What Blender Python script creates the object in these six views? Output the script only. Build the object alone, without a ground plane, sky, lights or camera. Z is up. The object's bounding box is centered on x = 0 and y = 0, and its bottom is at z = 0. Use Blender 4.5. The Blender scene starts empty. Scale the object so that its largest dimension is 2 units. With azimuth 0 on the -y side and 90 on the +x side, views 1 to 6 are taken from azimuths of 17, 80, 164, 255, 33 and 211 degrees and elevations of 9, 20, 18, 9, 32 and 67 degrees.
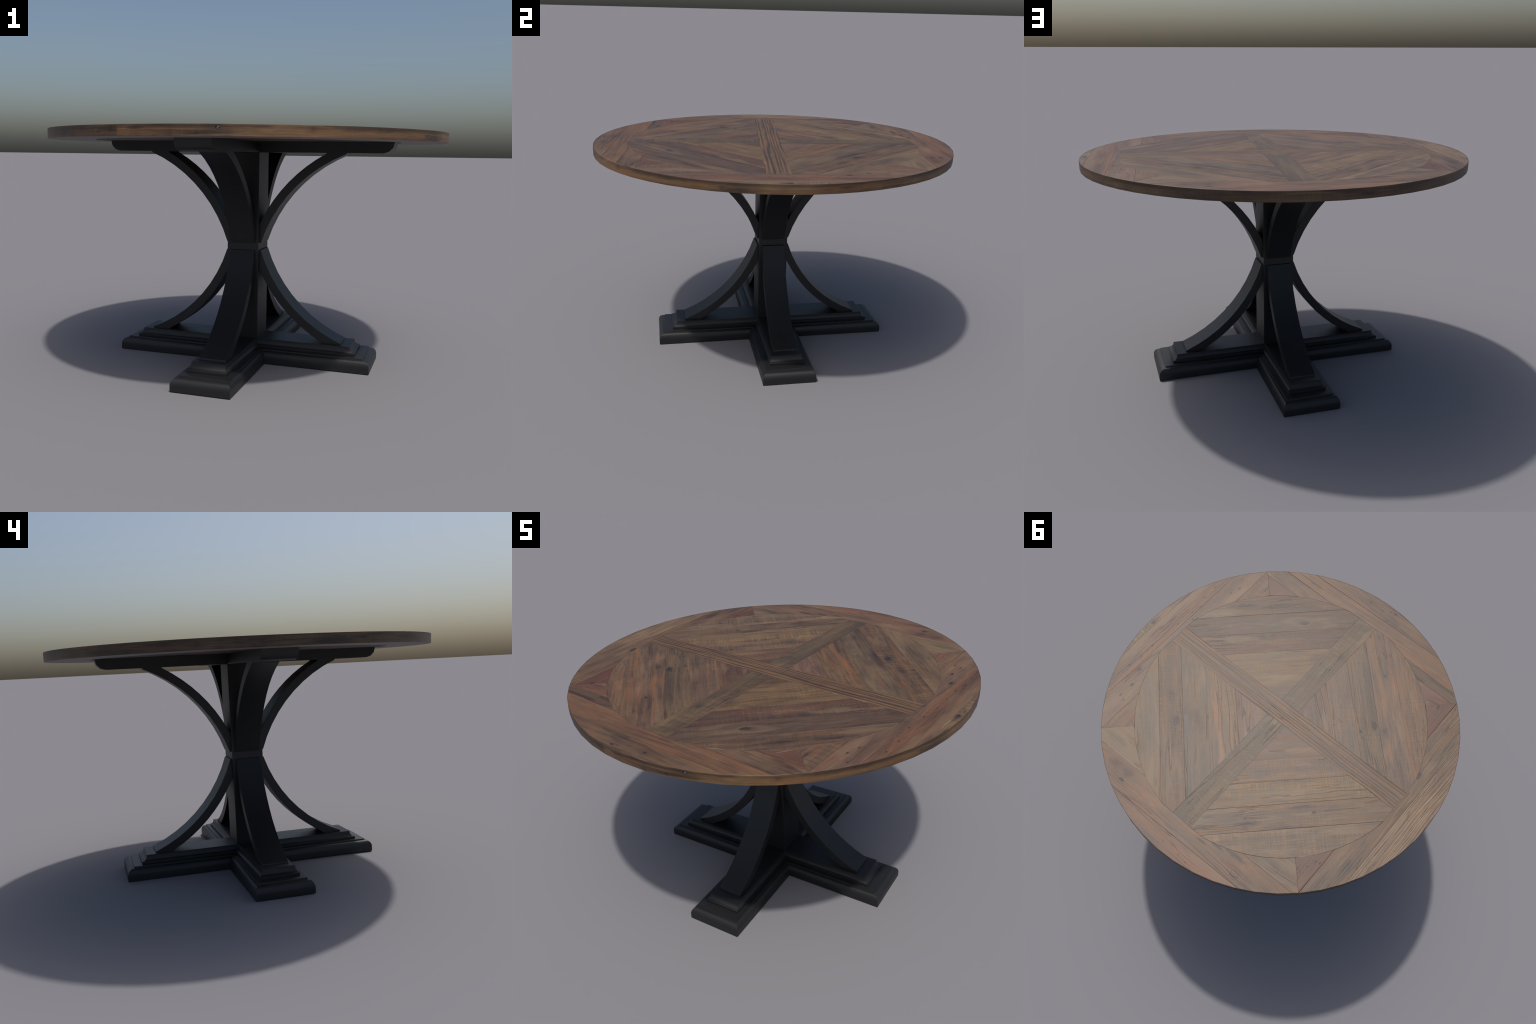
"""Round reclaimed-wood dining table on a black cross-shaped pedestal base."""
import bpy, bmesh, math, random
from mathutils import Vector, Matrix

random.seed(7)
D = bpy.data

# ------------------------------------------------------------------ sizes (m)
RIM_SIDES   = 56                 # the round top is a fine polygon
TOP_R       = 1.0
TOP_Z       = 1.183              # upper face of the top
UNDER_Z     = 1.137              # lower face of the top
BAND_T      = 0.0012             # thickness of the wooden edge band
RECESS_R    = 0.777              # the light underside ring ends here
RECESS_Z    = 1.1380            # shallow recess inside the ring, the beams touch its ceiling
BEAM_Z1     = 1.1384
PATTERN_ROT = math.radians(-6.7) # the plank pattern is turned against the base
DISC_R, DISC_FLAT = 0.817, 0.806 # inner field: a circle with four flats
COL         = 0.0843             # half width of the square column
BEAM_HALF   = 0.0852
BEAM_Z0     = 1.0845
LEG_HALF    = 0.066
MIRROR_Z    = 0.6000             # upper braces mirror the lower ones
FOOT_L, FOOT_W = 0.683, 0.146    # half length / half width of the cross foot


# ------------------------------------------------------------------ node tools
def lin(c):
    return tuple(((x / 255) / 12.92) if x / 255 <= 0.04045 else ((x / 255 + 0.055) / 1.055) ** 2.4 for x in c)


class Net:
    """Small helper that writes shader nodes as expressions."""
    def __init__(self, name):
        self.mat = D.materials.new(name)
        self.mat.use_nodes = True
        self.nt = self.mat.node_tree
        self.bsdf = self.nt.nodes["Principled BSDF"]

    def put(self, sock, val):
        if hasattr(val, "is_output"):
            self.nt.links.new(val, sock)
        elif val is not None:
            sock.default_value = val

    def node(self, kind, **kw):
        n = self.nt.nodes.new(kind)
        for k, v in kw.items():
            setattr(n, k, v)
        return n

    def m(self, op, a, b=None, c=None, clamp=False):
        n = self.node("ShaderNodeMath", operation=op, use_clamp=clamp)
        for i, v in enumerate((a, b, c)):
            if v is not None:
                self.put(n.inputs[i], v)
        return n.outputs[0]

    def v(self, op, a, b=None):
        n = self.node("ShaderNodeVectorMath", operation=op)
        self.put(n.inputs[0], a)
        if b is not None:
            self.put(n.inputs[1], b)
        return n.outputs["Value" if op in ("LENGTH", "DOT_PRODUCT") else "Vector"]

    def xyz(self, vec):
        n = self.node("ShaderNodeSeparateXYZ")
        self.put(n.inputs[0], vec)
        return n.outputs

    def vec(self, x, y, z=0.0):
        n = self.node("ShaderNodeCombineXYZ")
        for i, q in enumerate((x, y, z)):
            self.put(n.inputs[i], q)
        return n.outputs[0]

    def ramp01(self, x, lo, hi, smooth=True):
        n = self.node("ShaderNodeMapRange", interpolation_type='SMOOTHSTEP' if smooth else 'LINEAR', clamp=True)
        self.put(n.inputs["Value"], x)
        n.inputs["From Min"].default_value = lo
        n.inputs["From Max"].default_value = hi
        return n.outputs[0]

    def noise(self, vec, scale, seed, detail=3.0, rough=0.55, dist=0.0):
        """Noise stretched by the per-axis scale; seed shifts the sample point."""
        mp = self.node("ShaderNodeMapping")
        self.put(mp.inputs["Vector"], vec)
        mp.inputs["Scale"].default_value = scale
        mp.inputs["Location"].default_value = (seed * 3.17 % 47, seed * 7.31 % 53, seed * 1.93 % 31)
        n = self.node("ShaderNodeTexNoise")
        self.put(n.inputs["Vector"], mp.outputs[0])
        n.inputs["Scale"].default_value = 1.0
        n.inputs["Detail"].default_value = detail
        n.inputs["Roughness"].default_value = rough
        n.inputs["Distortion"].default_value = dist
        return n.outputs[0]

    def mix(self, f, a, b):
        n = self.node("ShaderNodeMix", data_type='RGBA')
        self.put(n.inputs[0], f)
        for i, q in ((6, a), (7, b)):
            self.put(n.inputs[i], q if hasattr(q, "is_output") else (*q, 1.0))
        return n.outputs[2]

    def bump(self, h, strength, distance):
        n = self.node("ShaderNodeBump")
        n.inputs["Strength"].default_value = strength
        n.inputs["Distance"].default_value = distance
        self.put(n.inputs["Height"], h)
        self.nt.links.new(n.outputs[0], self.bsdf.inputs["Normal"])


GAIN = 0.90                  # overall level of the wood colours
COMMON = lin((102, 76, 55))  # all boards share one stain: pull every colour towards it


def wcol(c, pull=0.2):
    a = lin(c)
    lum = (0.3 * a[0] + 0.6 * a[1] + 0.1 * a[2]) / (0.3 * COMMON[0] + 0.6 * COMMON[1] + 0.1 * COMMON[2])
    return tuple(max(0.002, (x * (1 - pull) + q * lum * pull - 0.004) * GAIN * f) for x, q, f in zip(a, COMMON, (0.97, 0.99, 0.92)))


def wood(name, seed, light, dark, accent, acc=0.35, saw=0.3, saw_freq=165, wave=0.0, wave_scale=60.0,
         fibre=1.0, knots=(), pinholes=0.0, scratch=0.0, warm=1.0, cloud=1.0, edge=False, relief=1.0, contrast=1.0, rough=0.50):
    """Weathered timber; the grain runs along the object's own x axis.
    knots: (x, y, radius, kind) with kind 'dark', 'red' or 'ring'."""
    N = Net(name)
    tc = N.node("ShaderNodeTexCoord")
    P = tc.outputs["Object"]
    x, y, z = N.xyz(P)
    if edge:      # wrap around the rim: length along the rim, height across
        ang = N.m('ARCTAN2', y, x)
        # board joint at -103 degrees: measure the angle from there
        ang = N.m('MODULO', N.m('ADD', ang, math.radians(103.04 + 360)), 2 * math.pi)
        x, y = ang, N.m('SUBTRACT', z, UNDER_Z)
    # slow wander of the grain lines
    wan = N.noise(N.vec(x, y), (2.2, 5.0, 1), seed + 11, 1.0)
    y1 = N.m('MULTIPLY_ADD', N.m('SUBTRACT', wan, 0.5), 0.035 if not edge else 0.018, y)
    dark_mask = red_mask = rust_mask = halo = None
    for kx, ky, kr, kind in knots:
        dx = N.m('SUBTRACT', x, kx)
        dy = N.m('SUBTRACT', y, ky)
        el = N.v('LENGTH', N.vec(N.m('DIVIDE', dx, kr * 4.2), N.m('DIVIDE', dy, kr * 2.0)))
        w = N.ramp01(el, 1.0, 0.0)
        if kind != 'rust':
            y1 = N.m('SUBTRACT', y1, N.m('MULTIPLY', N.m('MULTIPLY', dy, w), 0.85))
        wob = N.m('MULTIPLY', N.m('SUBTRACT', N.noise(N.vec(x, y), (40, 70, 1), seed + kx * 10, 3.0), 0.5), 1.6)
        rr = N.m('ADD', N.v('LENGTH', N.vec(N.m('DIVIDE', dx, kr * 1.25), N.m('DIVIDE', dy, kr * 0.85))), wob)
        if kind == 'rust':
            rr = N.m('ADD', N.v('LENGTH', N.vec(N.m('DIVIDE', dx, kr * 14), N.m('DIVIDE', dy, kr))), N.m('MULTIPLY', wob, 0.6))
            rr = N.ramp01(rr, 1.2, 0.1)
            rust_mask = rr if rust_mask is None else N.m('MAXIMUM', rust_mask, rr)
            continue
        if kind == 'ring':
            core = N.ramp01(N.m('ABSOLUTE', N.m('SUBTRACT', rr, 0.85)), 0.3, 0.05)
            core = N.m('MULTIPLY', core, 0.45)
        elif kind == 'streak':
            rr = N.m('ADD', N.v('LENGTH', N.vec(N.m('DIVIDE', dx, kr * 5), N.m('DIVIDE', dy, kr * 0.7))), wob)
            core = N.m('MULTIPLY', N.ramp01(rr, 1.15, 0.1), 0.8)
        elif kind == 'smudge':
            core = N.m('MULTIPLY', N.ramp01(rr, 1.25, 0.0), 0.62)
        else:
            core = N.ramp01(rr, 1.05, 0.55)
        hal = N.m('MULTIPLY', w, 0.55)
        if kind == 'red':
            red_mask = core if red_mask is None else N.m('MAXIMUM', red_mask, core)
        else:
            dark_mask = core if dark_mask is None else N.m('MAXIMUM', dark_mask, core)
        halo = hal if halo is None else N.m('MAXIMUM', halo, hal)
    G = N.vec(x, y1, N.m('MULTIPLY', z, 0.3))
    k = 1.0 if not edge else 1.6
    broad = N.noise(G, (1.3, 15 * k, 3), seed, 3.0, 0.6)
    mid = N.noise(G, (2.6, 95 * k, 5), seed + 3, 4.0, 0.65)
    fine = N.noise(G, (12, 330, 9), seed + 5, 3.0, 0.7)
    patch = N.noise(G, (4.0, 7.0, 4), seed + 7, 3.0, 0.6)
    sawn = N.noise(N.vec(x, y), (saw_freq, 4.0, 2), seed + 9, 3.0, 0.75)
    sawn = N.ramp01(sawn, 0.36, 0.64)
    sawreg = N.ramp01(N.noise(N.vec(x, y), (2.2, 6, 1), seed + 13, 1.0), 0.34, 0.60)
    # tone: 0 = dark, 1 = light
    t = N.m('MULTIPLY', N.m('SUBTRACT', broad, 0.5), 3.0 * contrast)
    t = N.m('MULTIPLY_ADD', N.m('SUBTRACT', mid, 0.5), 2.6 * fibre, t)
    t = N.m('MULTIPLY_ADD', N.m('SUBTRACT', fine, 0.5), 3.0 * fibre, t)
    t = N.m('MULTIPLY_ADD', N.m('SUBTRACT', patch, 0.5), 2.8 * contrast, t)
    sw = N.m('MULTIPLY', N.m('SUBTRACT', sawn, 0.5), N.m('MULTIPLY_ADD', sawreg, 0.85, 0.15))
    t = N.m('MULTIPLY_ADD', sw, 2.5 * saw, t)
    wv = None
    if wave:
        wm = N.node("ShaderNodeTexWave", wave_type='BANDS', bands_direction='Y', wave_profile='SIN')
        mp = N.node("ShaderNodeMapping")
        mp.inputs["Scale"].default_value = (3.0, wave_scale, 1)
        mp.inputs["Location"].default_value = (seed, seed * 0.37, 0)
        N.put(mp.inputs["Vector"], G)
        N.put(wm.inputs["Vector"], mp.outputs[0])
        wm.inputs["Scale"].default_value = 0.314
        wm.inputs["Distortion"].default_value = 11.0
        wm.inputs["Detail"].default_value = 2.5
        wm.inputs["Detail Scale"].default_value = 0.9
        wm.inputs["Detail Roughness"].default_value = 0.5
        wv = wm.outputs["Fac"]
        t = N.m('MULTIPLY_ADD', N.m('SUBTRACT', wv, 0.5), wave, t)
    tone = N.ramp01(t, -0.8, 0.85, False)
    col = N.mix(tone, wcol(dark), wcol(light))
    col = N.mix(N.ramp01(t, -0.45, -1.3), col, tuple(q * 0.62 for q in wcol(dark)))
    col = N.mix(N.ramp01(t, 0.6, 1.4), col, tuple(q * 1.3 for q in wcol(light)))
    am = N.ramp01(N.noise(G, (2.4, 24 * k, 3), seed + 17, 3.0, 0.6), 0.50, 0.63)
    col = N.mix(N.m('MULTIPLY', am, acc), col, wcol(accent))
    # warm orange fibres beside cool grey ones
    hue = N.noise(G, (3.2, 120 * k, 5), seed + 31, 3.0, 0.6)
    col = N.mix(N.m('MULTIPLY', N.ramp01(hue, 0.50, 0.66), 0.28 * warm), col, wcol((134, 88, 50), 0.1))
    col = N.mix(N.m('MULTIPLY', N.ramp01(hue, 0.48, 0.34), 0.28), col, wcol((84, 72, 64), 0.0))
    if edge:   # dark weathering under the upper arris
        band = N.m('MULTIPLY', N.ramp01(y, 0.026, 0.038), N.ramp01(N.noise(N.vec(x, y), (3.2, 30, 1), seed + 43, 3.0), 0.40, 0.60))
        col = N.mix(N.m('MULTIPLY', band, 0.75), col, wcol((58, 44, 38), 0.2))
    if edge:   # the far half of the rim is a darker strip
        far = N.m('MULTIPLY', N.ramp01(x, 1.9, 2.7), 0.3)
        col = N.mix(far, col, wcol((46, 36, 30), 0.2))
    # pale worn areas and cloudy walnut-dark areas inside a board
    worn = N.noise(G, (2.6, 11 * k, 3), seed + 51, 3.0, 0.6)
    col = N.mix(N.m('MULTIPLY', N.ramp01(worn, 0.53, 0.68), 0.32 * cloud), col, wcol((134, 112, 88), 0.1))
    col = N.mix(N.m('MULTIPLY', N.ramp01(worn, 0.45, 0.32), 0.45 * cloud), col, tuple(q * 0.85 for q in wcol(dark)))
    # fine dark cracks along the grain
    cr = N.noise(G, (1.6, 34 * k, 3), seed + 23, 2.0, 0.5)
    crack = N.ramp01(N.m('ABSOLUTE', N.m('SUBTRACT', cr, 0.5)), 0.012, 0.002)
    crack = N.m('MULTIPLY', crack, N.ramp01(N.noise(G, (2.5, 9, 3), seed + 29, 1.0), 0.5, 0.62))
    deep = tuple(q * 0.42 for q in wcol(dark))
    col = N.mix(N.m('MULTIPLY', crack, 0.5), col, deep)
    if rust_mask is not None:
        col = N.mix(N.m('MULTIPLY', rust_mask, N.m('MULTIPLY_ADD', tone, 0.4, 0.12)), col, lin((130, 76, 48)))
    if halo is not None:
        col = N.mix(N.m('MULTIPLY', halo, 0.5), col, tuple(q * 0.8 for q in wcol(dark)))
    if red_mask is not None:
        col = N.mix(N.m('MULTIPLY', red_mask, 0.65), col, lin((72, 36, 29)))
    if dark_mask is not None:
        col = N.mix(N.m('MULTIPLY', dark_mask, 0.85), col, lin((38, 29, 29)))
    if scratch:
        sc = N.noise(N.vec(N.m('MULTIPLY_ADD', y, 0.35, x), y), (17, 2.0, 1), seed + 41, 1.0)
        sc = N.m('MULTIPLY', N.ramp01(N.m('ABSOLUTE', N.m('SUBTRACT', sc, 0.5)), 0.012, 0.004), scratch)
        col = N.mix(sc, col, lin((128, 112, 92)))
    pit = None
    if pinholes:
        vo = N.node("ShaderNodeTexVoronoi", feature='F1')
        mp = N.node("ShaderNodeMapping")
        mp.inputs["Scale"].default_value = (13, 22, 1)
        mp.inputs["Location"].default_value = (seed, seed * 2, 0)
        N.put(mp.inputs["Vector"], N.vec(x, y))
        N.put(vo.inputs["Vector"], mp.outputs[0])
        vo.inputs["Scale"].default_value = 1.0
        pit = N.m('MULTIPLY', N.ramp01(vo.outputs["Distance"], 0.085, 0.05),
                  N.m('GREATER_THAN', N.xyz(vo.outputs["Color"])[0], 1 - pinholes))
        col = N.mix(N.m('MULTIPLY', pit, 0.85), col, lin((30, 24, 24)))
    N.put(N.bsdf.inputs["Base Color"], col)
    # relief: fibres stand proud, cracks, saw lines and knots sink
    h = N.m('MULTIPLY_ADD', mid, 0.9, N.m('MULTIPLY', fine, 0.35))
    h = N.m('MULTIPLY_ADD', sw, 0.5 * saw, h)
    h = N.m('MULTIPLY_ADD', crack, -0.7, h)
    if wv is not None:
        h = N.m('MULTIPLY_ADD', wv, 0.5 * wave, h)
    if dark_mask is not None:
        h = N.m('MULTIPLY_ADD', dark_mask, -0.5, h)
    if pit is not None:
        h = N.m('MULTIPLY_ADD', pit, -1.0, h)
    N.bump(h, 0.5, 0.0012 * relief)
    N.put(N.bsdf.inputs["Roughness"], N.m('MULTIPLY_ADD', N.m('SUBTRACT', tone, 0.5), 0.05, rough))
    N.bsdf.inputs["IOR"].default_value = 1.5
    return N.mat


def black_paint():
    N = Net("black_paint")
    P = N.node("ShaderNodeTexCoord").outputs["Object"]
    n = N.noise(P, (6, 6, 6), 3, 4.0, 0.6)
    f = N.noise(P, (60, 60, 60), 5, 3.0, 0.6)
    N.put(N.bsdf.inputs["Base Color"], N.mix(n, (0.0075, 0.0078, 0.0085), (0.0125, 0.0125, 0.0130)))
    N.put(N.bsdf.inputs["Roughness"], N.m('MULTIPLY_ADD', f, 0.12, 0.42))
    return N.mat


def plain(name, a, b, scale, rough=0.7):
    N = Net(name)
    P = N.node("ShaderNodeTexCoord").outputs["Object"]
    N.put(N.bsdf.inputs["Base Color"], N.mix(N.noise(P, scale, 2, 4.0, 0.65), a, b))
    N.bsdf.inputs["Roughness"].default_value = rough
    return N.mat


# ------------------------------------------------------------------ mesh tools
def link(obj, parent):
    bpy.context.scene.collection.objects.link(obj)
    if parent is not None:
        obj.parent = parent
    return obj


def mesh_obj(name, verts, faces, mat, parent, angle=35, bevel=0.0, seg=2):
    me = D.meshes.new(name)
    me.from_pydata([tuple(v) for v in verts], [], faces)
    bm = bmesh.new()
    bm.from_mesh(me)
    bmesh.ops.recalc_face_normals(bm, faces=bm.faces)
    bm.to_mesh(me)
    bm.free()
    me.shade_smooth()
    me.set_sharp_from_angle(angle=math.radians(angle))
    me.materials.append(mat)
    ob = link(D.objects.new(name, me), parent)
    if bevel:
        add_bevel(ob, bevel, seg)
    return ob


def add_bevel(ob, width, seg=2):
    b = ob.modifiers.new("edge_rounding", 'BEVEL')
    b.width, b.segments = width, seg
    b.limit_method, b.angle_limit = 'ANGLE', math.radians(38)
    b.harden_normals = True


def prism(profile, y0, y1):
    """Closed (x, z) outline pushed from y0 to y1."""
    n = len(profile)
    vs = [(x, y0, z) for x, z in profile] + [(x, y1, z) for x, z in profile]
    fs = [list(range(n)), list(range(2 * n - 1, n - 1, -1))]
    fs += [[i, (i + 1) % n, n + (i + 1) % n, n + i] for i in range(n)]
    return vs, fs


def ring_loft(rings, cap0=True, cap1=True, closed=False):
    """Join rings of equal vertex count; optional end caps."""
    n = len(rings[0])
    vs = [p for r in rings for p in r]
    fs = []
    m = len(rings)
    for j in range(m if closed else m - 1):
        a, b = j * n, ((j + 1) % m) * n
        fs += [[a + i, a + (i + 1) % n, b + (i + 1) % n, b + i] for i in range(n)]
    if not closed and cap0:
        fs.append(list(range(n)))
    if not closed and cap1:
        fs.append(list(range((m - 1) * n, m * n)))
    return vs, fs


def gon(r, z, n=RIM_SIDES):
    return [(r * math.cos(2 * math.pi * i / n), r * math.sin(2 * math.pi * i / n), z) for i in range(n)]


def box(x0, x1, y0, y1, z0, z1):
    return prism([(x0, z0), (x1, z0), (x1, z1), (x0, z1)], y0, y1)


# ------------------------------------------------------------------ 2D outline tools
def clip(poly, nx, ny, d):
    """Keep the part of a convex outline with nx*x + ny*y <= d."""
    out = []
    for i in range(len(poly)):
        a, b = poly[i], poly[(i + 1) % len(poly)]
        da, db = nx * a[0] + ny * a[1] - d, nx * b[0] + ny * b[1] - d
        if da <= 0:
            out.append(a)
        if (da < 0 < db) or (db < 0 < da):
            t = da / (da - db)
            out.append((a[0] + t * (b[0] - a[0]), a[1] + t * (b[1] - a[1])))
    return out


def tidy(poly, tol=1.5e-4):
    """Drop doubled points, then thin the outline without moving it by more than tol."""
    p = [q for i, q in enumerate(poly) if math.dist(q, poly[i - 1]) > 4e-4]

    def thin(a):
        (x1, y1), (x2, y2) = a[0], a[-1]
        L = math.hypot(x2 - x1, y2 - y1) or 1e-9
        far, k = max((abs((x2 - x1) * (q[1] - y1) - (y2 - y1) * (q[0] - x1)) / L, i) for i, q in enumerate(a))
        return [a[0], a[-1]] if far < tol else thin(a[:k + 1])[:-1] + thin(a[k:])

    def turn(i):
        a, b, c = p[i - 1], p[i], p[(i + 1) % len(p)]
        t = math.atan2(c[1] - b[1], c[0] - b[0]) - math.atan2(b[1] - a[1], b[0] - a[0])
        return abs((t + math.pi) % (2 * math.pi) - math.pi)

    i0 = max(range(len(p)), key=lambda i: p[i][0] + 0.001 * p[i][1])
    p = p[i0:] + p[:i0]
    i1 = max(range(len(p)), key=lambda i: math.dist(p[i], p[0]))
    p = thin(p[:i1 + 1])[:-1] + thin(p[i1:] + p[:1])[:-1]
    while len(p) > 3:      # crowded corners keep only their sharpest point
        near = [i for i in range(len(p)) if math.dist(p[i - 1], p[i]) < 0.006]
        if not near:
            break
        i = near[0]
        p.pop(i if turn(i) < turn(i - 1) else (i - 1) % len(p))
    return p


def area(p):
    return 0.5 * sum(p[i - 1][0] * p[i][1] - p[i][0] * p[i - 1][1] for i in range(len(p)))


def inset(p, d):
    """Offset a counter-clockwise outline inwards; sharp tips are limited."""
    out = []
    for i in range(len(p)):
        a, b, c = p[i - 1], p[i], p[(i + 1) % len(p)]
        e1 = Vector((b[0] - a[0], b[1] - a[1])).normalized()
        e2 = Vector((c[0] - b[0], c[1] - b[1])).normalized()
        n1, n2 = Vector((-e1.y, e1.x)), Vector((-e2.y, e2.x))
        m = n1 + n2
        if m.length < 1e-6:
            m = -e2
            k = d * 2
        else:
            m.normalize()
            k = d / max(0.28, m.dot(n1))
        out.append((b[0] + m.x * k, b[1] + m.y * k))
    return out


# ------------------------------------------------------------------ top-level object
table = link(D.objects.new("dining_table", None), None)
table.empty_display_size = 0.2
table["label"] = "round reclaimed wood dining table, black curved cross pedestal base"
table["category"] = "dining table"

BLACK = black_paint()

# ------------------------------------------------------------------ pedestal: foot
CROSS = [(FOOT_W, -FOOT_W), (FOOT_L, -FOOT_W), (FOOT_L, FOOT_W), (FOOT_W, FOOT_W), (FOOT_W, FOOT_L), (-FOOT_W, FOOT_L),
         (-FOOT_W, FOOT_W), (-FOOT_L, FOOT_W), (-FOOT_L, -FOOT_W), (-FOOT_W, -FOOT_W), (-FOOT_W, -FOOT_L), (FOOT_W, -FOOT_L)]


def cross_ring(t, z):
    """The plus-shaped outline shrunk by t at the sides; the ends step back further."""
    e = t * (1.5 if t < 0.026 else 1.5 + 0.24 * min(1.0, (t - 0.026) / 0.025))
    step = lambda q: q - math.copysign(e if abs(q) > 0.4 else t, q)
    return [(step(x), step(y), z) for x, y in CROSS]


quarter = [(0.0225 - 0.0225 * math.cos(a), 0.0270 + 0.0350 * math.sin(a)) for a in (math.radians(9 * i) for i in range(11))]
plinth_profile = [(0.0, 0.0)] + quarter + [(0.0245, 0.0625), (0.0252, 0.0695), (0.056, 0.0703)]
vs, fs = ring_loft([cross_ring(t, z) for t, z in plinth_profile])
plinth = mesh_obj("foot_plinth", vs, fs, BLACK, table, angle=30, bevel=0.0010)

cove = [(0.0490 + 0.0135 * math.sin(a), 0.0838 + 0.0297 * (1 - math.cos(a))) for a in (math.radians(9 * i) for i in range(11))]
mould_profile = [(0.0480, 0.0690), (0.0480, 0.0826)] + cove
vs, fs = ring_loft([cross_ring(t, z) for t, z in mould_profile])
mould = mesh_obj("foot_moulding", vs, fs, BLACK, table, angle=30, bevel=0.0008)

# ------------------------------------------------------------------ pedestal: column and beams
vs, fs = box(-COL, COL, -COL, COL, 0.070, BEAM_Z0)
mesh_obj("column", vs, fs, BLACK, table, bevel=0.002)

beam_profile = [(BEAM_HALF, BEAM_Z0), (0.7050, BEAM_Z0), (0.7300, 1.0920), (0.7500, 1.1110), (0.7573, BEAM_Z1),
                (BEAM_HALF, BEAM_Z1)]
vs, fs = box(-BEAM_HALF, BEAM_HALF, -BEAM_HALF, BEAM_HALF, BEAM_Z0 - 0.0004, RECESS_Z + 0.001)
hub = mesh_obj("beam_hub", vs, fs, BLACK, table)
vs, fs = prism(beam_profile, -BEAM_HALF, BEAM_HALF)
beam = mesh_obj("beam", vs, fs, BLACK, table, bevel=0.0012)
for i in range(1, 4):
    b = beam.copy()
    b.rotation_euler = (0, 0, i * math.pi / 2)
    link(b, table)

# ------------------------------------------------------------------ pedestal: curved braces
def arc(cx, cz, r, z0, z1, n, side=-1):
    """Points on a circle between two heights, on its left flank."""
    a0, a1 = (math.pi - math.asin((z - cz) / r) for z in (z0, z1))
    return [(cx + r * math.cos(a0 + (a1 - a0) * i / n), cz + r * math.sin(a0 + (a1 - a0) * i / n)) for i in range(n + 1)]


outer = arc(0.797, 0.391, 0.7405, 0.6195, 1.0790, 9)
inner = arc(0.807, 0.382, 0.797, 0.6900, 1.0800, 9)
brace_profile = [(0.070, 0.6195)] + outer + [(outer[-1][0] + 0.003, 1.0895), (inner[-1][0] + 0.007, 1.0895)] + inner[::-1] + [(0.070, 0.690)]
vs, fs = prism(brace_profile, -LEG_HALF, LEG_HALF)
brace = mesh_obj("curved_brace", vs, fs, BLACK, table, angle=32, bevel=0.0022)
for i in range(1, 4):
    b = brace.copy()
    b.rotation_euler = (0, 0, i * math.pi / 2)
    link(b, table)
vs = [(x, y, 2 * MIRROR_Z - z) for x, y, z in vs]
leg = mesh_obj("curved_leg", vs, fs, BLACK, table, angle=32, bevel=0.0022)
for i in range(1, 4):
    b = leg.copy()
    b.rotation_euler = (0, 0, i * math.pi / 2)
    link(b, table)

# ------------------------------------------------------------------ table top: core, edge band, underside
CORE = plain("dark_core", (0.012, 0.008, 0.006), (0.022, 0.015, 0.011), (3, 30, 3), 0.8)
UNDER = wood("underside_wood", 91, (78, 54, 36), (34, 25, 21), (84, 50, 30), saw=0.2, rough=0.7)
RING = plain("underside_ring_wood", (0.145, 0.122, 0.122), (0.185, 0.155, 0.152), (2, 2, 2), 0.6)

core_r = TOP_R - BAND_T
vs, fs = ring_loft([gon(core_r - 0.0003, RECESS_Z + 0.0060), gon(core_r - 0.0003, TOP_Z - 0.0075)])
top = mesh_obj("tabletop", vs, fs, CORE, table)

vs, fs = ring_loft([gon(RECESS_R + 0.004, RECESS_Z), gon(RECESS_R + 0.004, RECESS_Z + 0.0058)])
mesh_obj("underside_panel", vs, fs, UNDER, top)

vs, fs = ring_loft([gon(RECESS_R, UNDER_Z), gon(core_r - 0.0002, UNDER_Z), gon(core_r - 0.0002, RECESS_Z + 0.0056), gon(RECESS_R, RECESS_Z + 0.0056)], closed=True)
mesh_obj("underside_ring", vs, fs, RING, top)

edge_knots = [(math.radians(45), 0.030, 0.012, 'smudge'), (math.radians(80), 0.018, 0.014, 'smudge'), (math.radians(112), 0.026, 0.010, 'streak'), (math.radians(5), 0.034, 0.012, 'streak'),
              (math.radians(200), 0.02, 0.013, 'streak'), (math.radians(260), 0.028, 0.013, 'smudge'), (math.radians(300), 0.024, 0.012, 'streak'),
              (math.radians(24.3), 0.0345, 0.0095, 'dark'), (math.radians(19.6), 0.013, 0.005, 'dark'), (math.radians(24.6), 0.026, 0.003, 'ring'),
              (math.radians(358.0), 0.030, 0.012, 'dark'), (math.radians(354), 0.02, 0.010, 'smudge'),
              (math.radians(62), 0.036, 0.005, 'dark')]
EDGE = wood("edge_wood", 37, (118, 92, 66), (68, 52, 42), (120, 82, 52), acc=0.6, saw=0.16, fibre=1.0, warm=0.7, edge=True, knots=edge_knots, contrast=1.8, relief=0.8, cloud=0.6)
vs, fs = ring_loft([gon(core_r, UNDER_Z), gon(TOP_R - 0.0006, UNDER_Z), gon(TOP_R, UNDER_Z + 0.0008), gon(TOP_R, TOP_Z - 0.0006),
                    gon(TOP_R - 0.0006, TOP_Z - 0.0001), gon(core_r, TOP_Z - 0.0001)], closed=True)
mesh_obj("edge_band", vs, fs, EDGE, top, angle=25)

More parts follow.
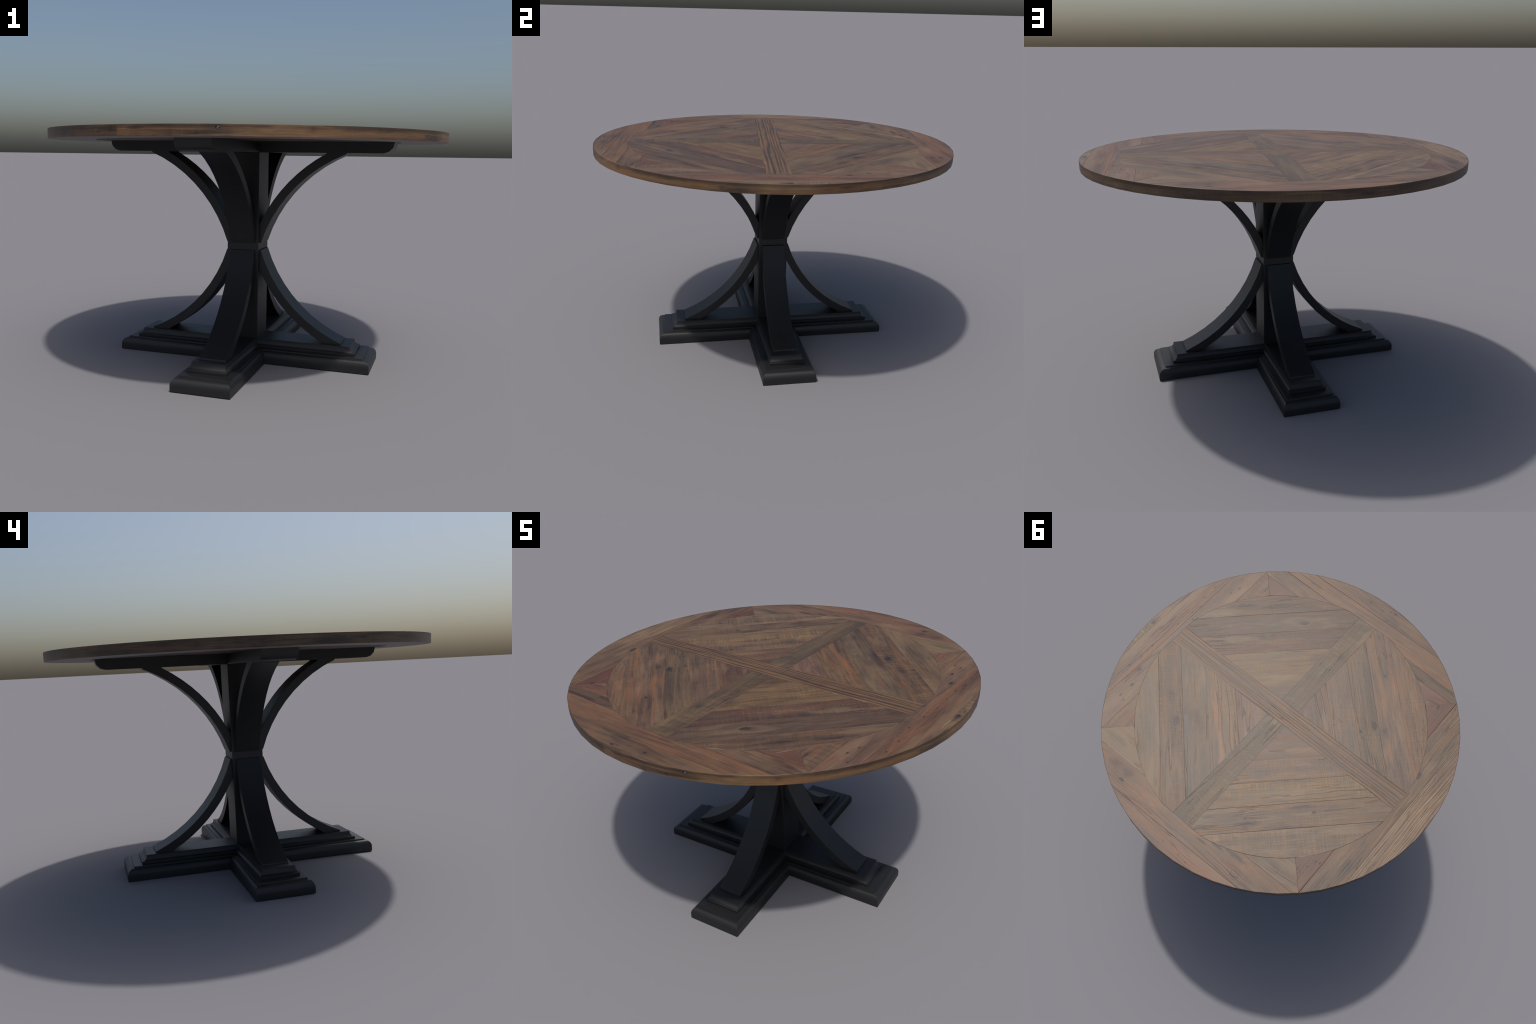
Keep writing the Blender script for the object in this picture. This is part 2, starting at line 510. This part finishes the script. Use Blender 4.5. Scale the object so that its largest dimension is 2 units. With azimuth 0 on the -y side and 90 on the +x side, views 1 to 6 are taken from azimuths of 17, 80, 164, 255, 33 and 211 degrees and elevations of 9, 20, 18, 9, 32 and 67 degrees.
# ------------------------------------------------------------------ table top: planks
# Knots, nail holes and stains, placed in the pattern's own (u, v) frame.
MARKS = [
    (0.849, 0.22, 0.017, 'rust'), (0.846, -0.02, 0.012, 'rust'), (0.850, 0.42, 0.014, 'rust'), (0.86, -0.30, 0.010, 'rust'),
    (0.640, 0.535, 0.012, 'rust'), (0.655, 0.58, 0.007, 'rust'), (0.615, -0.590, 0.010, 'rust'), (0.655, -0.560, 0.008, 'rust'),
    (0.545, 0.14, 0.010, 'rust'), (0.30, 0.22, 0.012, 'rust'), (-0.52, -0.40, 0.009, 'rust'), (-0.35, -0.58, 0.009, 'rust'),
    (-0.10, 0.945, 0.020, 'rust'), (0.62, 0.20, 0.009, 'rust'),
    (0.428, 0.408, 0.027, 'dark'), (0.374, 0.376, 0.016, 'red'), (0.425, 0.330, 0.024, 'red'), (0.560, 0.300, 0.02, 'smudge'),
    (0.310, -0.556, 0.026, 'smudge'), (0.292, -0.566, 0.022, 'dark'), (0.425, -0.335, 0.024, 'smudge'), (0.375, -0.376, 0.020, 'red'),
    (0.640, -0.432, 0.022, 'streak'), (0.473, -0.588, 0.022, 'streak'),
    (-0.291, -0.587, 0.010, 'dark'), (-0.236, -0.719, 0.011, 'red'), (-0.436, -0.290, 0.024, 'dark'), (-0.400, -0.212, 0.010, 'dark'),
    (-0.500, -0.300, 0.030, 'smudge'),
    (0.043, -0.408, 0.005, 'dark'), (-0.022, -0.407, 0.005, 'dark'), (0.030, -0.300, 0.012, 'smudge'), (-0.020, -0.520, 0.020, 'smudge'),
    (-0.083, -0.971, 0.009, 'dark'), (-0.461, -0.754, 0.012, 'dark'), (-0.640, -0.618, 0.010, 'dark'), (0.083, -0.945, 0.010, 'dark'),
    (-0.072, -0.900, 0.018, 'smudge'),
    (-0.203, 0.565, 0.014, 'red'), (-0.246, 0.587, 0.009, 'dark'), (-0.278, 0.626, 0.018, 'red'), (-0.275, 0.600, 0.020, 'streak'),
    (-0.500, 0.325, 0.011, 'dark'), (-0.430, 0.350, 0.022, 'streak'),
    (0.404, 0.851, 0.015, 'dark'), (0.400, 0.800, 0.035, 'smudge'), (0.500, 0.800, 0.04, 'smudge'), (-0.395, 0.845, 0.020, 'ring'),
    (-0.152, 0.826, 0.010, 'streak'), (-0.230, 0.795, 0.016, 'streak'), (-0.33, 0.77, 0.022, 'streak'),
    (-0.003, 0.953, 0.006, 'red'), (-0.054, 0.937, 0.008, 'red'), (-0.113, 0.952, 0.006, 'red'), (-0.167, 0.960, 0.004, 'dark'),
    (-0.800, -0.205, 0.022, 'dark'), (-0.675, 0.527, 0.008, 'dark'), (-0.694, 0.520, 0.006, 'dark'), (-0.656, 0.575, 0.006, 'dark'),
    (0.877, 0.320, 0.006, 'dark'), (0.866, 0.237, 0.006, 'dark'), (0.866, 0.140, 0.004, 'dark'), (0.873, 0.033, 0.004, 'dark'),
    (0.861, -0.068, 0.006, 'dark'), (0.852, -0.185, 0.006, 'dark'), (0.873, -0.311, 0.006, 'dark'), (0.872, -0.412, 0.007, 'dark'),
    (0.772, 0.403, 0.010, 'dark'), (0.740, 0.502, 0.006, 'dark'), (0.775, 0.489, 0.006, 'dark'), (0.812, 0.304, 0.013, 'dark'),
    (0.980, 0.075, 0.010, 'red'), (0.978, 0.020, 0.012, 'dark'), (0.752, -0.500, 0.006, 'dark'), (0.770, -0.440, 0.006, 'dark'),
    (0.790, -0.560, 0.005, 'dark'), (0.625, -0.600, 0.012, 'streak'),
    (-0.235, -0.175, 0.004, 'dark'), (-0.28, -0.19, 0.004, 'dark'), (-0.262, -0.15, 0.003, 'dark'), (-0.22, -0.26, 0.004, 'dark'),
]

rot = Matrix.Rotation(PATTERN_ROT, 2)
made = 0


def inside(p, q):
    c = False
    for i in range(len(p)):
        (x1, y1), (x2, y2) = p[i - 1], p[i]
        if (y1 > q[1]) != (y2 > q[1]) and q[0] < (x2 - x1) * (q[1] - y1) / (y2 - y1) + x1:
            c = not c
    return c


def plank(poly, grain, spec, lift=None):
    """One board: outline in (u, v), grain angle in that frame, colour recipe."""
    global made
    poly = tidy(poly)
    if area(poly) < 0:
        poly = poly[::-1]
    if len(poly) < 3 or area(poly) < 2e-4:
        return
    made += 1
    cx = sum(p[0] for p in poly) / len(poly)
    cy = sum(p[1] for p in poly) / len(poly)
    ca, sa = math.cos(-grain), math.sin(-grain)
    loc = lambda u, v: ((u - cx) * ca - (v - cy) * sa, (u - cx) * sa + (v - cy) * ca)
    lp = [loc(*p) for p in poly]
    z1 = TOP_Z + (random.uniform(-0.0007, -0.0001) if lift is None else lift)
    gap, ch = 0.00012, random.choice((0.0001, 0.0003, 0.0005, 0.0009))
    a, b = inset(lp, gap), inset(lp, gap + ch)
    rings = [[(x, y, TOP_Z - 0.0070) for x, y in a], [(x, y, z1 - ch * 0.9) for x, y in a], [(x, y, z1) for x, y in b]]
    vs, fs = ring_loft(rings)
    knots = []
    for u, v, r, kind in MARKS:
        if inside(poly, (u, v)):
            knots.append((*loc(u, v), r, kind))
    s = dict(spec)
    mat = wood("plank_wood", made * 1.7 + s.pop("seed", 0), s.pop("light"), s.pop("dark"), s.pop("accent"), knots=knots, **s)
    ob = mesh_obj("plank", vs, fs, mat, top, angle=20)
    w = rot @ Vector((cx, cy))
    ob.location = (w.x, w.y, 0)
    ob.rotation_euler = (0, 0, PATTERN_ROT + grain)
    return ob


# inner field outline: circle with four flats
field = [(DISC_R * math.cos(2 * math.pi * i / 112), DISC_R * math.sin(2 * math.pi * i / 112)) for i in range(112)]
for nx, ny in ((1, 0), (-1, 0), (0, 1), (0, -1)):
    field = clip(field, nx, ny, DISC_FLAT)
A0, A1 = -0.079, 0.040      # long bar along u
B0, B1 = -0.057, 0.066      # short bars along v

bar_a = dict(light=(120, 88, 62), dark=(62, 48, 42), accent=(104, 74, 52), acc=0.3, wave=1.55, wave_scale=50, saw=0.15, fibre=0.6, relief=1.2, contrast=0.5, cloud=0.35)
bar_b = dict(light=(100, 82, 62), dark=(66, 54, 44), accent=(98, 78, 56), acc=0.3, saw=0.45, saw_freq=210, fibre=0.9, relief=1.0, scratch=0.12, contrast=0.7)
plank(clip(clip(field, 0, 1, A1), 0, -1, -A0), 0.0, bar_a)
plank(clip(clip(clip(field, 1, 0, B1), -1, 0, -B0), 0, 1, A0), math.pi / 2, bar_b)
plank(clip(clip(clip(field, 1, 0, B1), -1, 0, -B0), 0, -1, -A1), math.pi / 2, bar_b)

# four quarters, each of boards laid square to its diagonal.
# per board: outer distance along the diagonal, colour recipe
W = lambda light, dark, accent, **k: dict(light=light, dark=dark, accent=accent, **k)
QUARTERS = {
    (1, -1): [(0.421, W((116, 94, 66), (74, 56, 44), (124, 88, 56), acc=0.5, saw=0.25)),
              (0.553, W((100, 74, 58), (62, 46, 42), (98, 56, 46), acc=0.6, saw=0.45)),
              (0.685, W((94, 74, 62), (62, 48, 45), (92, 66, 52), saw=0.45)),
              (0.900, W((102, 78, 62), (68, 52, 45), (104, 74, 52), saw=0.35, wave=0.5, wave_scale=25))],
    (1, 1):   [(0.248, W((116, 88, 74), (78, 58, 50), (122, 84, 72), saw=0.2)),
               (0.408, W((120, 98, 70), (78, 54, 42), (130, 86, 50), acc=0.7, saw=0.35)),
               (0.547, W((106, 88, 70), (64, 52, 46), (96, 78, 62), saw=0.2, contrast=1.2)),
               (0.678, W((106, 82, 62), (66, 50, 42), (120, 80, 52), acc=0.5, saw=0.6)),
               (0.900, W((120, 98, 76), (82, 66, 54), (116, 88, 62), saw=0.2))],
    (-1, -1): [(0.273, W((106, 78, 64), (70, 50, 42), (104, 66, 52), saw=0.3)),
               (0.410, W((118, 92, 74), (80, 62, 52), (112, 84, 62), saw=0.25, pinholes=0.12)),
               (0.535, W((108, 88, 68), (64, 52, 45), (110, 84, 58), saw=0.3)),
               (0.678, W((112, 86, 70), (74, 57, 50), (130, 88, 54), acc=0.6, saw=0.2)),
               (0.900, W((116, 88, 66), (76, 56, 46), (122, 82, 52), acc=0.5, saw=0.3))],
    (-1, 1):  [(0.262, W((110, 80, 62), (74, 54, 46), (108, 72, 54), saw=0.3)),
               (0.389, W((114, 88, 68), (76, 60, 52), (116, 82, 60), saw=0.5)),
               (0.522, W((118, 95, 68), (76, 60, 49), (122, 92, 62), acc=0.4, saw=0.65, saw_freq=120)),
               (0.660, W((112, 88, 68), (66, 50, 44), (110, 74, 54), saw=0.25)),
               (0.900, W((116, 96, 78), (80, 64, 54), (116, 92, 68), saw=0.5))],
}
h = math.sqrt(0.5)
for (su, sv), boards in QUARTERS.items():
    q = clip(field, -su, 0, -(B1 if su > 0 else -B0))
    q = clip(q, 0, -sv, -(A1 if sv > 0 else -A0))
    d0 = -1.0
    for d1, spec in boards:
        strip = clip(clip(q, su * h, sv * h, d1), -su * h, -sv * h, -d0)
        plank(strip, math.atan2(su, -sv), spec)
        d0 = d1

# outer frame: four sides of boards, mitred at the diagonals
rim = [((TOP_R - BAND_T) * math.cos(2 * math.pi * i / RIM_SIDES - PATTERN_ROT),
        (TOP_R - BAND_T) * math.sin(2 * math.pi * i / RIM_SIDES - PATTERN_ROT)) for i in range(RIM_SIDES)]


def side_coords(phi, s, t):
    """(s along the side, t outwards) -> (u, v); phi is the outward direction."""
    return (t * math.cos(phi) - s * math.sin(phi), t * math.sin(phi) + s * math.cos(phi))


def rim_height(phi, s):
    best = 0.0
    for i in range(RIM_SIDES):
        (u1, v1), (u2, v2) = rim[i - 1], rim[i]
        t1, s1 = u1 * math.cos(phi) + v1 * math.sin(phi), -u1 * math.sin(phi) + v1 * math.cos(phi)
        t2, s2 = u2 * math.cos(phi) + v2 * math.sin(phi), -u2 * math.sin(phi) + v2 * math.cos(phi)
        if (s1 - s) * (s2 - s) <= 0 and s1 != s2:
            best = max(best, t1 + (t2 - t1) * (s - s1) / (s2 - s1))
    return best


def field_height(s):
    return min(DISC_FLAT, math.sqrt(max(0.0, DISC_R ** 2 - s * s)))


def frame_boards(phi, lo_f, hi_f, specs, grain_turn=(0.0, 0.0)):
    """Boards of one frame side between two seams; may fall into two pieces (left and right of the field)."""
    lo = lambda s: max(lo_f(s), field_height(s), abs(s))
    hi = lambda s: min(hi_f(s), rim_height(phi, s))
    gap = lambda s: hi(s) - lo(s)
    n = 460
    grid = [-0.72 + 1.44 * i / n for i in range(n + 1)]
    runs, cur = [], []
    for i, s in enumerate(grid):
        if gap(s) > 0:
            if not cur and i:
                a, b = grid[i - 1], s
                for _ in range(30):
                    c = (a + b) / 2
                    a, b = (a, c) if gap(c) > 0 else (c, b)
                cur.append(b)
            cur.append(s)
        elif cur:
            a, b = cur[-1], s
            for _ in range(30):
                c = (a + b) / 2
                a, b = (c, b) if gap(c) > 0 else (a, c)
            cur.append(a)
            runs.append(cur)
            cur = []
    if cur:
        runs.append(cur)
    for run in runs:
        if run[-1] - run[0] < 0.02:
            continue
        mid = (run[0] + run[-1]) / 2
        k = 0 if mid < 0 or len(specs) == 1 else 1
        poly = [side_coords(phi, s, lo(s)) for s in run] + [side_coords(phi, s, hi(s)) for s in run[::-1]]
        plank(poly, phi + math.pi / 2 + (grain_turn[k] if len(specs) > 1 else 0.0), specs[k])


full = lambda s: 2.0
none = lambda s: 0.0
c_ = lambda q: (lambda s: q)
# +u side
rust = W((110, 84, 70), (78, 60, 50), (136, 78, 54), acc=0.4, saw=0.5)
pink = W((120, 92, 78), (80, 62, 54), (116, 84, 70), saw=0.15, pinholes=0.10)
frame_boards(0.0, none, c_(0.706), [rust, rust])
frame_boards(0.0, c_(0.706), c_(0.836), [pink])
frame_boards(0.0, c_(0.836), c_(0.958), [W((114, 84, 66), (84, 61, 51), (120, 76, 57), acc=0.35, saw=0.15)])
frame_boards(0.0, c_(0.958), full, [W((122, 100, 80), (58, 46, 42), (112, 84, 62), saw=0.5, contrast=1.5)])
# +v side
vs1, vs2 = (lambda s: 0.743 - 0.0205 * s), (lambda s: 0.897 - 0.0205 * s)
frame_boards(math.pi / 2, none, vs1, [W((122, 102, 80), (92, 76, 62), (118, 94, 70), saw=0.2, contrast=0.7),
                                      W((112, 92, 74), (76, 60, 52), (108, 84, 66), saw=0.2)], (0.0, 0.12))
frame_boards(math.pi / 2, vs1, vs2, [W((116, 86, 68), (74, 59, 52), (120, 82, 64), acc=0.6, saw=0.1, fibre=0.8, contrast=1.2)])
frame_boards(math.pi / 2, vs2, full, [W((122, 88, 70), (86, 62, 52), (126, 80, 62), acc=0.5, saw=0.2, pinholes=0.06)])
# -u side
frame_boards(math.pi, none, c_(0.704), [W((100, 64, 52), (72, 46, 41), (92, 48, 42), acc=0.6, saw=0.1, cloud=0.4),
                                        W((104, 66, 54), (70, 46, 40), (96, 48, 41), acc=0.6, saw=0.1, cloud=0.4)])
frame_boards(math.pi, c_(0.704), c_(0.857), [W((110, 86, 66), (70, 54, 46), (116, 80, 58), saw=0.1, contrast=1.2)])
frame_boards(math.pi, c_(0.857), full, [W((128, 106, 86), (82, 60, 48), (112, 82, 64), acc=0.3, wave=0.75, wave_scale=75, saw=0.1, relief=1.2)])
# -v side
n1, n2 = (lambda s: 0.7695 + 0.034 * s), c_(0.886)
frame_boards(-math.pi / 2, none, c_(0.688), [W((112, 76, 60), (80, 54, 46), (116, 66, 50), saw=0.1),
                                             W((112, 76, 60), (80, 54, 46), (116, 66, 50), saw=0.1)])
frame_boards(-math.pi / 2, c_(0.688), n1, [W((102, 78, 62), (58, 44, 38), (100, 74, 56), saw=0.3, contrast=1.2),
                                           W((110, 86, 70), (64, 50, 44), (104, 78, 60), saw=0.1, contrast=1.3)])
frame_boards(-math.pi / 2, n1, n2, [W((120, 86, 64), (86, 62, 50), (122, 80, 58), acc=0.5, saw=0.1)])
frame_boards(-math.pi / 2, n2, full, [W((112, 86, 66), (76, 58, 50), (114, 78, 56), saw=0.1, contrast=1.2)])

# ------------------------------------------------------------------ pale slivers added along a few seams to imitate bright edge highlights
PALE = plain("seam_highlight_pale", (0.22, 0.17, 0.125), (0.30, 0.245, 0.19), (60, 60, 60), 0.75)
JOINTS = [((0.648, 0.7563), (0.345, 0.7500)), ((0.520, -0.655), (0.562, -0.602)), ((0.600, -0.0788), (0.520, -0.0788)), ((0.262, -0.7790), (0.330, -0.7500)),
          ((0.440, -0.0788), (0.405, -0.0788)), ((-0.560, -0.5935), (-0.604, -0.6200)), ((0.330, 0.7490), (0.265, 0.7745)), ((-0.640, 0.5100), (-0.560, 0.5960))]
vs, fs = [], []
for (u1, v1), (u2, v2) in JOINTS:
    d = Vector((u2 - u1, v2 - v1))
    n = int(d.length / 0.012) + 1
    d.normalize()
    side = Vector((-d.y, d.x))
    rings = []
    for i in range(n + 1):
        q = Vector((u1, v1)).lerp(Vector((u2, v2)), i / n)
        w = 0.0011 * (0.25 + random.random()) * math.sin(math.pi * (0.06 + 0.88 * i / n)) + 0.0002
        c = q + side * random.uniform(-0.0003, 0.0003)
        a, b = rot @ (c - side * w), rot @ (c + side * w)
        rings.append([(a.x, a.y, TOP_Z - 0.003), (b.x, b.y, TOP_Z - 0.003), (b.x, b.y, TOP_Z + 0.0), (a.x, a.y, TOP_Z + 0.0)])
    v2_, f2_ = ring_loft(rings)
    fs += [[k + len(vs) for k in f] for f in f2_]
    vs += v2_
seam_glint = mesh_obj("seam_highlight", vs, fs, PALE, top)
seam_glint["kind"] = "stuff"

# ------------------------------------------------------------------ chipped nail holes imitated by raised spots on the rim
CHIP_HIGHLIGHT = plain("chip_highlight_wood", (0.10, 0.085, 0.07), (0.16, 0.14, 0.115), (300, 300, 300), 0.6)  # pale spot: the chip, with its lip's highlight put into the colour
DARK_BLISTER = plain("dark_blister", (0.006, 0.005, 0.005), (0.012, 0.010, 0.009), (90, 90, 90), 0.8)  # black for raised spots that stand in for holes; nothing is cut


def rim_spot(name, az, z, w, h, lift, mat, lean=0.0):
    """A shallow oval blister lying on the rim; lean shears it sideways."""
    a = math.radians(az)
    r0 = math.cos(math.pi / RIM_SIDES) * TOP_R
    n = 18
    rings = []
    for k, out in ((1.0, -0.0010), (0.85, lift * 0.6), (0.45, lift)):
        ring = []
        for i in range(n):
            t = 2 * math.pi * i / n
            dx, dz = w * k * math.cos(t) * (1 + 0.12 * math.sin(3 * t)), h * k * math.sin(t)
            dx += lean * dz
            r = r0 + out + 0.0010
            ring.append((r * math.cos(a) - dx * math.sin(a), r * math.sin(a) + dx * math.cos(a), z + dz))
        rings.append(ring)
    vs, fs = ring_loft(rings)
    return mesh_obj(name, vs, fs, mat, top, angle=60)


rim_spot("chip_highlight", -78.75, 1.1706, 0.0062, 0.0058, 0.0004, CHIP_HIGHLIGHT, 0.3)
rim_spot("nail_hole_blister", -78.95, 1.1732, 0.0056, 0.0052, 0.0008, DARK_BLISTER, 0.2)
rim_spot("nail_hole_blister", -83.45, 1.1514, 0.0040, 0.0028, 0.0005, DARK_BLISTER, 0.0)

bpy.context.view_layer.update()
